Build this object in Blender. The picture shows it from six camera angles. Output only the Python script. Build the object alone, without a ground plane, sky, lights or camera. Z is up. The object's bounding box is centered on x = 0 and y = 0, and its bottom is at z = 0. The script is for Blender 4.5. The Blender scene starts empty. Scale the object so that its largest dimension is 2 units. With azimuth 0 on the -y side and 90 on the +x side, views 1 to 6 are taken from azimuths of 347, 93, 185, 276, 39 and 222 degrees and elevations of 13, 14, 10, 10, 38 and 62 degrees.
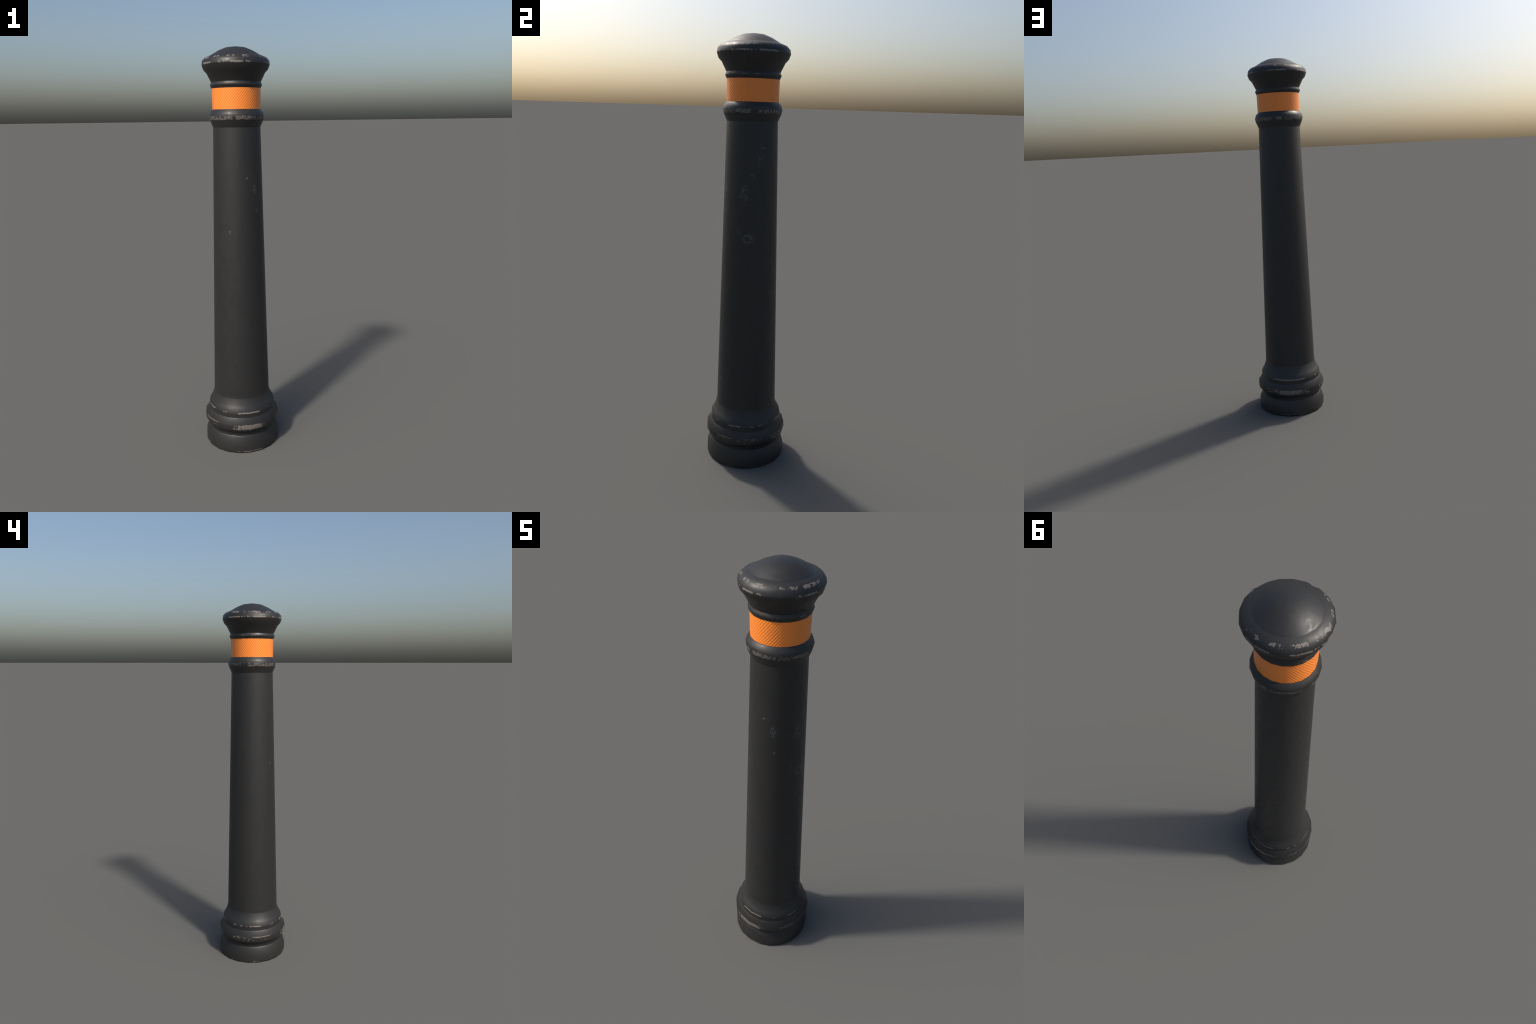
"""Street bollard: black painted cast post with mouldings and an orange reflective band.

The post is a turned (lathed) shape with twenty sides.  Every part is a run of
rings (radius, height, edge kind); neighbouring parts share their border ring.
  edge kinds:  c = part of a soft curve
               e = tight rounded edge (supporting rings are laid beside it)
               s = crisp crease
A fourth number, where given, is the tilt of the shading normal in degrees
above the horizon (it rounds the moulding between two rings).
"""
import bpy, bmesh, math
from mathutils import Vector

SIDES = 20
SUPPORT = 0.0035          # distance of supporting rings from a rounded edge

# ------------------------------------------------------------------ profiles
PLINTH = [
    (0.1892, 0.0000, 's'), (0.1915, 0.0060, 'e'), (0.1915, 0.0440, 'c'),
    (0.1862, 0.0625, 'c', 13), (0.1757, 0.0805, 'c', 21), (0.1719, 0.0855, 's'),
]
TORUS = [
    (0.1719, 0.0855, 's'), (0.1720, 0.1000, 'c'), (0.1770, 0.1075, 'c'),
    (0.1884, 0.1180, 'c'), (0.1948, 0.1336, 'c'), (0.1924, 0.1590, 'c', 14),
    (0.1762, 0.1803, 'c', 25), (0.1730, 0.1845, 's'),
]
SKIRT = [
    (0.1730, 0.1845, 's'), (0.1724, 0.2065, 's'), (0.1704, 0.2185, 'c'),
    (0.1606, 0.2360, 'c'), (0.1541, 0.2465, 'c'), (0.1447, 0.2781, 'e'),
    (0.1441, 0.3050, 's'),
]
SHAFT = [(0.1441, 0.3050, 'c'), (0.1148, 1.6300, 's')]
COLLAR = [
    (0.1148, 1.6300, 's'), (0.1292, 1.6641, 'e'), (0.1332, 1.6810, 'c'),
    (0.1280, 1.6995, 'c', 30), (0.1177, 1.7110, 'c', 42), (0.1157, 1.7133, 's', 8),
]
BAND = [(0.1157, 1.7133, 's'), (0.1173, 1.8092, 's')]
BEAD = [
    (0.1171, 1.8092, 's'), (0.1241, 1.8235, 'e'), (0.1235, 1.8285, 'c'),
    (0.1189, 1.8379, 's'),
]
CAP = [
    (0.1189, 1.8379, 's'), (0.1393, 1.8788, 'c'), (0.1538, 1.8940, 'c'),
    (0.1618, 1.9160, 'e'), (0.1588, 1.9335, 'c'), (0.1452, 1.9483, 'c'),
    (0.1232, 1.9566, 'c'), (0.1200, 1.9575, 'c'), (0.1165, 1.9598, 'c'),
    (0.0830, 1.9792, 'c'), (0.0500, 1.9928, 'c'), (0.0, 2.0, 'c'),
]


def with_supports(profile):
    """Lay a ring close to each rounded edge so its shading stays tight."""
    out = []
    for i, ring in enumerate(profile):
        r, z, k = ring[:3]
        p = Vector((r, z))
        if k == 'e':
            for j, before in ((i - 1, True), (i + 1, False)):
                if 0 <= j < len(profile):
                    d = Vector(profile[j][:2]) - p
                    if d.length > 2.5 * SUPPORT:
                        q = p + d.normalized() * SUPPORT
                        if before:
                            out.append((q.x, q.y, 'c'))
                            out.append((r, z, 'c'))
                        else:
                            if not out or out[-1][:2] != (r, z):
                                out.append((r, z, 'c'))
                            out.append((q.x, q.y, 'c'))
                    elif before:
                        out.append((r, z, 'c'))
        else:
            out.append(ring)
    return out


def turned_part(name, profile, material, parent, bottom_face=False):
    rings = with_supports(profile)
    bm = bmesh.new()
    loops = []
    for r, z in (ring[:2] for ring in rings):
        if r < 1e-6:
            loops.append([bm.verts.new((0, 0, z))])
        else:
            loops.append([bm.verts.new((r * math.cos(math.tau * i / SIDES),
                                        r * math.sin(math.tau * i / SIDES), z))
                          for i in range(SIDES)])
    for a, b in zip(loops, loops[1:]):
        for i in range(SIDES):
            j = (i + 1) % SIDES
            if len(b) == 1:
                bm.faces.new((a[i], a[j], b[0]))
            else:
                bm.faces.new((a[i], a[j], b[j], b[i]))
    if bottom_face:
        bm.faces.new(list(reversed(loops[0])))
    for f in bm.faces:
        f.smooth = True
    for ring, spec in zip(loops, rings):
        if spec[2] == 's' and len(ring) > 1:
            for i in range(SIDES):
                e = bm.edges.get((ring[i], ring[(i + 1) % SIDES]))
                if e:
                    e.smooth = False
    me = bpy.data.meshes.new(name)
    bm.to_mesh(me)
    bm.free()
    me.materials.append(material)
    tilt = {round(q[1], 6): math.radians(q[3]) for q in rings if len(q) > 3}
    if tilt:
        normals = [Vector(n.vector) for n in me.corner_normals]
        for loop in me.loops:
            co = me.vertices[loop.vertex_index].co
            t = tilt.get(round(co.z, 6))
            if t is not None:
                out = Vector((co.x, co.y, 0)).normalized() * math.cos(t)
                normals[loop.index] = Vector((out.x, out.y, math.sin(t)))
        me.normals_split_custom_set(normals)
    ob = bpy.data.objects.new(name, me)
    bpy.context.collection.objects.link(ob)
    ob.parent = parent
    return ob


# ------------------------------------------------------------------ materials
class Graph:
    """Small helper to write node trees as expressions."""

    def __init__(self, name):
        self.mat = bpy.data.materials.new(name)
        self.mat.use_nodes = True
        self.nt = self.mat.node_tree
        self.nt.nodes.clear()

    def node(self, kind, **props):
        n = self.nt.nodes.new(kind)
        for k, v in props.items():
            setattr(n, k, v)
        return n

    def put(self, socket, value):
        if isinstance(value, bpy.types.NodeSocket):
            self.nt.links.new(value, socket)
        else:
            socket.default_value = value

    def math(self, op, a, b=0.0, c=0.0, clamp=False):
        n = self.node('ShaderNodeMath', operation=op, use_clamp=clamp)
        for s, v in zip(n.inputs, (a, b, c)):
            self.put(s, v)
        return n.outputs[0]

    def remap(self, v, lo, hi, to_lo=0.0, to_hi=1.0, smooth=False):
        n = self.node('ShaderNodeMapRange',
                      interpolation_type='SMOOTHSTEP' if smooth else 'LINEAR')
        for s, x in zip(n.inputs[:5], (v, lo, hi, to_lo, to_hi)):
            self.put(s, x)
        return n.outputs[0]

    def noise(self, vec, scale, detail=4.0, rough=0.55):
        n = self.node('ShaderNodeTexNoise')
        self.put(n.inputs['Vector'], vec)
        n.inputs['Scale'].default_value = scale
        n.inputs['Detail'].default_value = detail
        n.inputs['Roughness'].default_value = rough
        return n.outputs['Fac']

    def combine(self, x, y, z):
        n = self.node('ShaderNodeCombineXYZ')
        for s, v in zip(n.inputs, (x, y, z)):
            self.put(s, v)
        return n.outputs[0]

    def mix(self, f, a, b):
        n = self.node('ShaderNodeMix', data_type='RGBA')
        self.put(n.inputs['Factor'], f)
        self.put(n.inputs['A'], a)
        self.put(n.inputs['B'], b)
        return n.outputs['Result']

    def cylinder_coords(self):
        tc = self.node('ShaderNodeTexCoord')
        sx = self.node('ShaderNodeSeparateXYZ')
        self.nt.links.new(tc.outputs['Object'], sx.inputs[0])
        x, y, z = sx.outputs
        angle = self.math('ARCTAN2', y, x)                 # -pi .. pi
        turn = self.math('FRACT', self.math('ADD', self.math('DIVIDE', angle, math.tau), 1.0))
        return tc.outputs['Object'], turn, z

    def spans(self, turn, spans):
        """Strength around the post: spans of (from_degree, to_degree, strength)."""
        total = None
        spans = sorted(spans)
        for first in range(0, len(spans), 7):
            stops = []
            for a, b, strength in spans[first:first + 7]:
                w = 1.0
                if stops and stops[-1][0] >= a - w:
                    stops.pop()
                else:
                    stops.append((a - w, 0.0))
                stops += [(a, strength), (b, strength), (b + w, 0.0)]
            n = self.node('ShaderNodeValToRGB')
            cr = n.color_ramp
            cr.elements[0].color = cr.elements[1].color = (0, 0, 0, 1)
            for p, strength in stops:
                if p <= 0 or p >= 360:
                    e = cr.elements[0 if p <= 0 else len(cr.elements) - 1]
                    strength = max(strength, e.color[0])
                else:
                    e = cr.elements.new(p / 360.0)
                e.color = (strength, strength, strength, 1)
            self.put(n.inputs[0], turn)
            out = n.outputs['Color']
            total = out if total is None else self.math('MAXIMUM', total, out)
        return total

    def bsdf(self, **vals):
        b = self.node('ShaderNodeBsdfPrincipled')
        o = self.node('ShaderNodeOutputMaterial')
        self.nt.links.new(b.outputs[0], o.inputs[0])
        for k, v in vals.items():
            self.put(b.inputs[k.replace('_', ' ')], v)
        return b


def worn_black_paint():
    g = Graph('worn_black_paint')
    obj, turn, z = g.cylinder_coords()
    around = g.math('MULTIPLY', turn, 0.9)                 # metres round the post
    sheet = g.combine(around, z, 0.0)

    # chips: (height, reach up, reach down, cover, spans of degrees with strength)
    bands = [
        # upper shoulder of the cap
        (1.9455, 0.0045, 0.0100, .80, [
            (0, 16, .7), (26, 29, .5), (57, 80, .56), (87, 96, .7), (109, 128, .66), (131, 146, .6),
            (146, 160, .72), (168, 177, .68), (180, 188, .7), (190, 205, .9), (213, 221, .7),
            (224, 230, .7), (242, 249, .75), (252, 257, .75), (269, 279, .75), (281, 284, .6),
            (297, 300, .6), (305, 330, .66), (337, 345, .8), (347, 360, .8)]),
        # lower edge of the cap
        (1.9190, 0.0042, 0.0062, .85, [
            (0, 4, .8), (7, 13, .6), (15, 45, .85), (66, 68, .6), (75, 92, .65), (93, 112, .85),
            (136, 164, .92), (165, 173, .65), (176, 189, .75), (191, 213, 1.0), (229, 232, .8),
            (238, 241, .7), (250, 267, .98), (268, 271, .7), (275, 285, .68), (326, 337, .7),
            (338, 360, .85)]),
        # bead under the cap
        (1.8265, 0.0020, 0.0022, .8, [
            (4, 20, .7), (28, 37, .62), (143, 147, .6), (159, 176, .8), (186, 195, .75),
            (215, 222, .8), (301, 305, .6), (342, 355, .68)]),
        # collar under the orange band
        (1.6710, 0.0140, 0.0070, .56, [
            (0, 3, .7), (14, 40, .7), (40, 76, .8), (88, 101, .8), (108, 160, .72), (177, 210, .78),
            (210, 250, .7), (257, 286, .84), (286, 333, .62), (333, 360, .85)]),
        (1.6680, 0.0060, 0.0060, .58, [
            (15, 75, .7), (110, 158, .6), (178, 250, .82), (258, 330, .7), (335, 359, .75)]),
        # lip of the skirt
        (0.2085, 0.0055, 0.0030, .9, [
            (13, 17, .8), (26, 34, .72), (42, 44, .6), (53, 60, .65), (62, 121, .98), (142, 144, .6),
            (148, 154, .85), (162, 167, .8), (173, 178, .62), (182, 204, .85), (223, 233, .68),
            (252, 290, 1.0), (309, 315, .72), (336, 357, .78)]),
        # belly of the torus
        (0.1400, 0.0165, 0.0175, .72, [
            (2, 30, .52), (46, 74, .66), (74, 111, .95), (111, 126, .68), (150, 166, .58),
            (170, 190, .56), (193, 212, .42), (244, 253, .68), (253, 286, .95), (286, 291, .75), (291, 298, .6),
            (321, 358, .48)]),
        (0.1540, 0.0035, 0.0040, .8, [
            (2, 28, .68), (44, 74, .62), (151, 177, .62), (188, 212, .9), (214, 225, .66), (321, 345, .78)]),
        # foot
        (0.0070, 0.0026, 0.0030, .8, [
            (7, 23, .65), (30, 36, .65), (63, 68, .65), (72, 117, .75), (145, 150, .65), (159, 166, .65),
            (188, 201, .75), (250, 291, .85), (339, 352, .7)]),
    ]
    coarse = g.noise(sheet, 85.0, 5.0, 0.62)
    fine = g.noise(sheet, 300.0, 3.0, 0.6)
    grain = g.math('ADD', g.math('MULTIPLY', g.math('SUBTRACT', coarse, 0.5), 3.4),
                   g.math('MULTIPLY', g.math('SUBTRACT', fine, 0.5), 1.5))
    worn = None
    for zc, up, down, cover, sp in bands:
        d = g.math('SUBTRACT', z, zc)
        fall = g.math('MINIMUM', g.remap(d, up * 0.75, up * 1.25, 1.0, 0.0),
                      g.remap(d, -down * 1.25, -down * 0.35, 0.0, 1.0))
        s = g.spans(turn, sp)
        v = g.math('ADD', g.math('SUBTRACT', g.math('MULTIPLY', s, fall), 0.66),
                   g.math('MULTIPLY', grain, 0.62))
        v = g.math('MULTIPLY', g.remap(v, 0.0, 0.12), g.remap(g.math('MULTIPLY', s, fall), 0.08, 0.2))
        v = g.math('MULTIPLY', v, cover)
        worn = v if worn is None else g.math('MAXIMUM', worn, v)

    # scuffs on the shaft: short pale flecks gathered in a few places
    def patch(deg, height, w, h):
        du = g.math('SUBTRACT', g.math('FRACT', g.math('ADD', turn, 1.5 - deg / 360.0)), 0.5)
        du = g.math('DIVIDE', du, w / 360.0)
        dz = g.math('DIVIDE', g.math('SUBTRACT', z, height), h)
        return g.math('SQRT', g.math('ADD', g.math('MULTIPLY', du, du), g.math('MULTIPLY', dz, dz)))

    flecks = g.noise(g.combine(around, g.math('MULTIPLY', z, 0.55), 3.7), 130.0, 3.0, 0.65)
    cloud = None
    for deg, height, w, h, s in [(352, 1.32, 22, .085, .84), (8, 1.40, 14, .06, .74), (24, 1.47, 16, .09, .66), (299, 1.34, 12, .06, .85),
                                 (341, 1.15, 14, .05, .68), (239, 1.137, 6, .022, .8), (303, 1.235, 5, .02, .85),
                                 (8, 1.12, 20, .06, .6), (32, 1.53, 14, .035, .75),
                                 (205, 1.42, 6, .03, .55), (250, .62, 5, .02, .55), (95, .75, 8, .03, .5)]:
        p = g.math('MULTIPLY', g.remap(patch(deg, height, w, h), 1.0, 0.35, 0.0, 1.0), s)
        cloud = p if cloud is None else g.math('MAXIMUM', cloud, p)
    scuff = g.remap(g.math('ADD', g.math('MULTIPLY', flecks, 1.0), g.math('MULTIPLY', cloud, 0.29)), 0.755, 0.81)
    scuff = g.math('MULTIPLY', scuff, g.remap(cloud, 0.0, 0.2))
    # one loop-shaped rub mark and one single chip
    loop = g.math('ADD', patch(0.5, 1.118, 10.5, 0.020),
                  g.math('MULTIPLY', g.math('SUBTRACT', g.noise(sheet, 40.0, 2.0), 0.5), 1.5))
    loop = g.math('SUBTRACT', 1.0, g.math('DIVIDE', g.math('ABSOLUTE', g.math('SUBTRACT', loop, 0.85)), 0.36))
    loop = g.math('MULTIPLY', g.remap(loop, 0.0, 0.6), g.remap(coarse, 0.42, 0.58))
    chip = g.remap(patch(280.3, 1.395, 2.6, 0.0055), 1.0, 0.7)
    scuff = g.math('MAXIMUM', g.math('MULTIPLY', scuff, 0.75), g.math('MAXIMUM', g.math('MULTIPLY', loop, 0.75), chip))

    mottled = g.noise(obj, 9.0, 4.0, 0.6)
    paint = g.mix(mottled, (0.0165, 0.0165, 0.0165, 1), (0.0215, 0.0212, 0.0208, 1))
    col = g.mix(scuff, paint, (0.088, 0.089, 0.091, 1))
    bare = g.mix(fine, (0.165, 0.141, 0.126, 1), (0.225, 0.195, 0.176, 1))
    col = g.mix(worn, col, bare)
    cloudy = g.noise(obj, 48.0, 6.0, 0.72)
    rough = g.remap(cloudy, 0.36, 0.64, 0.41, 0.56)
    lip = g.math('MINIMUM', g.remap(z, 1.9570, 1.9574), g.remap(z, 1.9600, 1.9625, 1.0, 0.0))
    rough = g.math('SUBTRACT', rough, g.math('MULTIPLY', lip, 0.06))
    rough = g.math('ADD', rough, g.math('MULTIPLY', worn, 0.08))
    bump = g.node('ShaderNodeBump')
    bump.inputs['Strength'].default_value = 0.35
    bump.inputs['Distance'].default_value = 0.0008
    g.put(bump.inputs['Height'], g.math('MULTIPLY', worn, -1.0))
    b = g.bsdf(Base_Color=col, Roughness=rough, Normal=bump.outputs[0])
    b.inputs['Specular IOR Level'].default_value = 0.5
    return g.mat


def orange_reflector():
    g = Graph('orange_reflective_sheet')
    obj, turn, z = g.cylinder_coords()
    beads = g.math('MULTIPLY',
                   g.math('COSINE', g.math('MULTIPLY', turn, math.tau * 60)),
                   g.math('COSINE', g.math('MULTIPLY', z, math.tau / 0.0146)))
    lump = g.remap(beads, -1.0, 1.0, 0.0, 1.0)
    col = g.mix(lump, (0.90, 0.235, 0.030, 1), (0.96, 0.280, 0.046, 1))
    bump = g.node('ShaderNodeBump')
    bump.inputs['Strength'].default_value = 1.0
    bump.inputs['Distance'].default_value = 0.0010
    g.put(bump.inputs['Height'], lump)
    b = g.bsdf(Base_Color=col, Roughness=0.31, Normal=bump.outputs[0])
    return g.mat


# ------------------------------------------------------------------ assembly
bollard = bpy.data.objects.new('bollard', None)
bpy.context.collection.objects.link(bollard)
bollard['label'] = 'black cast iron street bollard with orange reflective band'
bollard['category'] = 'bollard'

paint = worn_black_paint()
orange = orange_reflector()
turned_part('plinth', PLINTH, paint, bollard, bottom_face=True)
turned_part('torus_moulding', TORUS, paint, bollard)
turned_part('skirt', SKIRT, paint, bollard)
turned_part('shaft', SHAFT, paint, bollard)
turned_part('collar', COLLAR, paint, bollard)
turned_part('reflective_band', BAND, orange, bollard)
turned_part('bead', BEAD, paint, bollard)
turned_part('cap', CAP, paint, bollard)
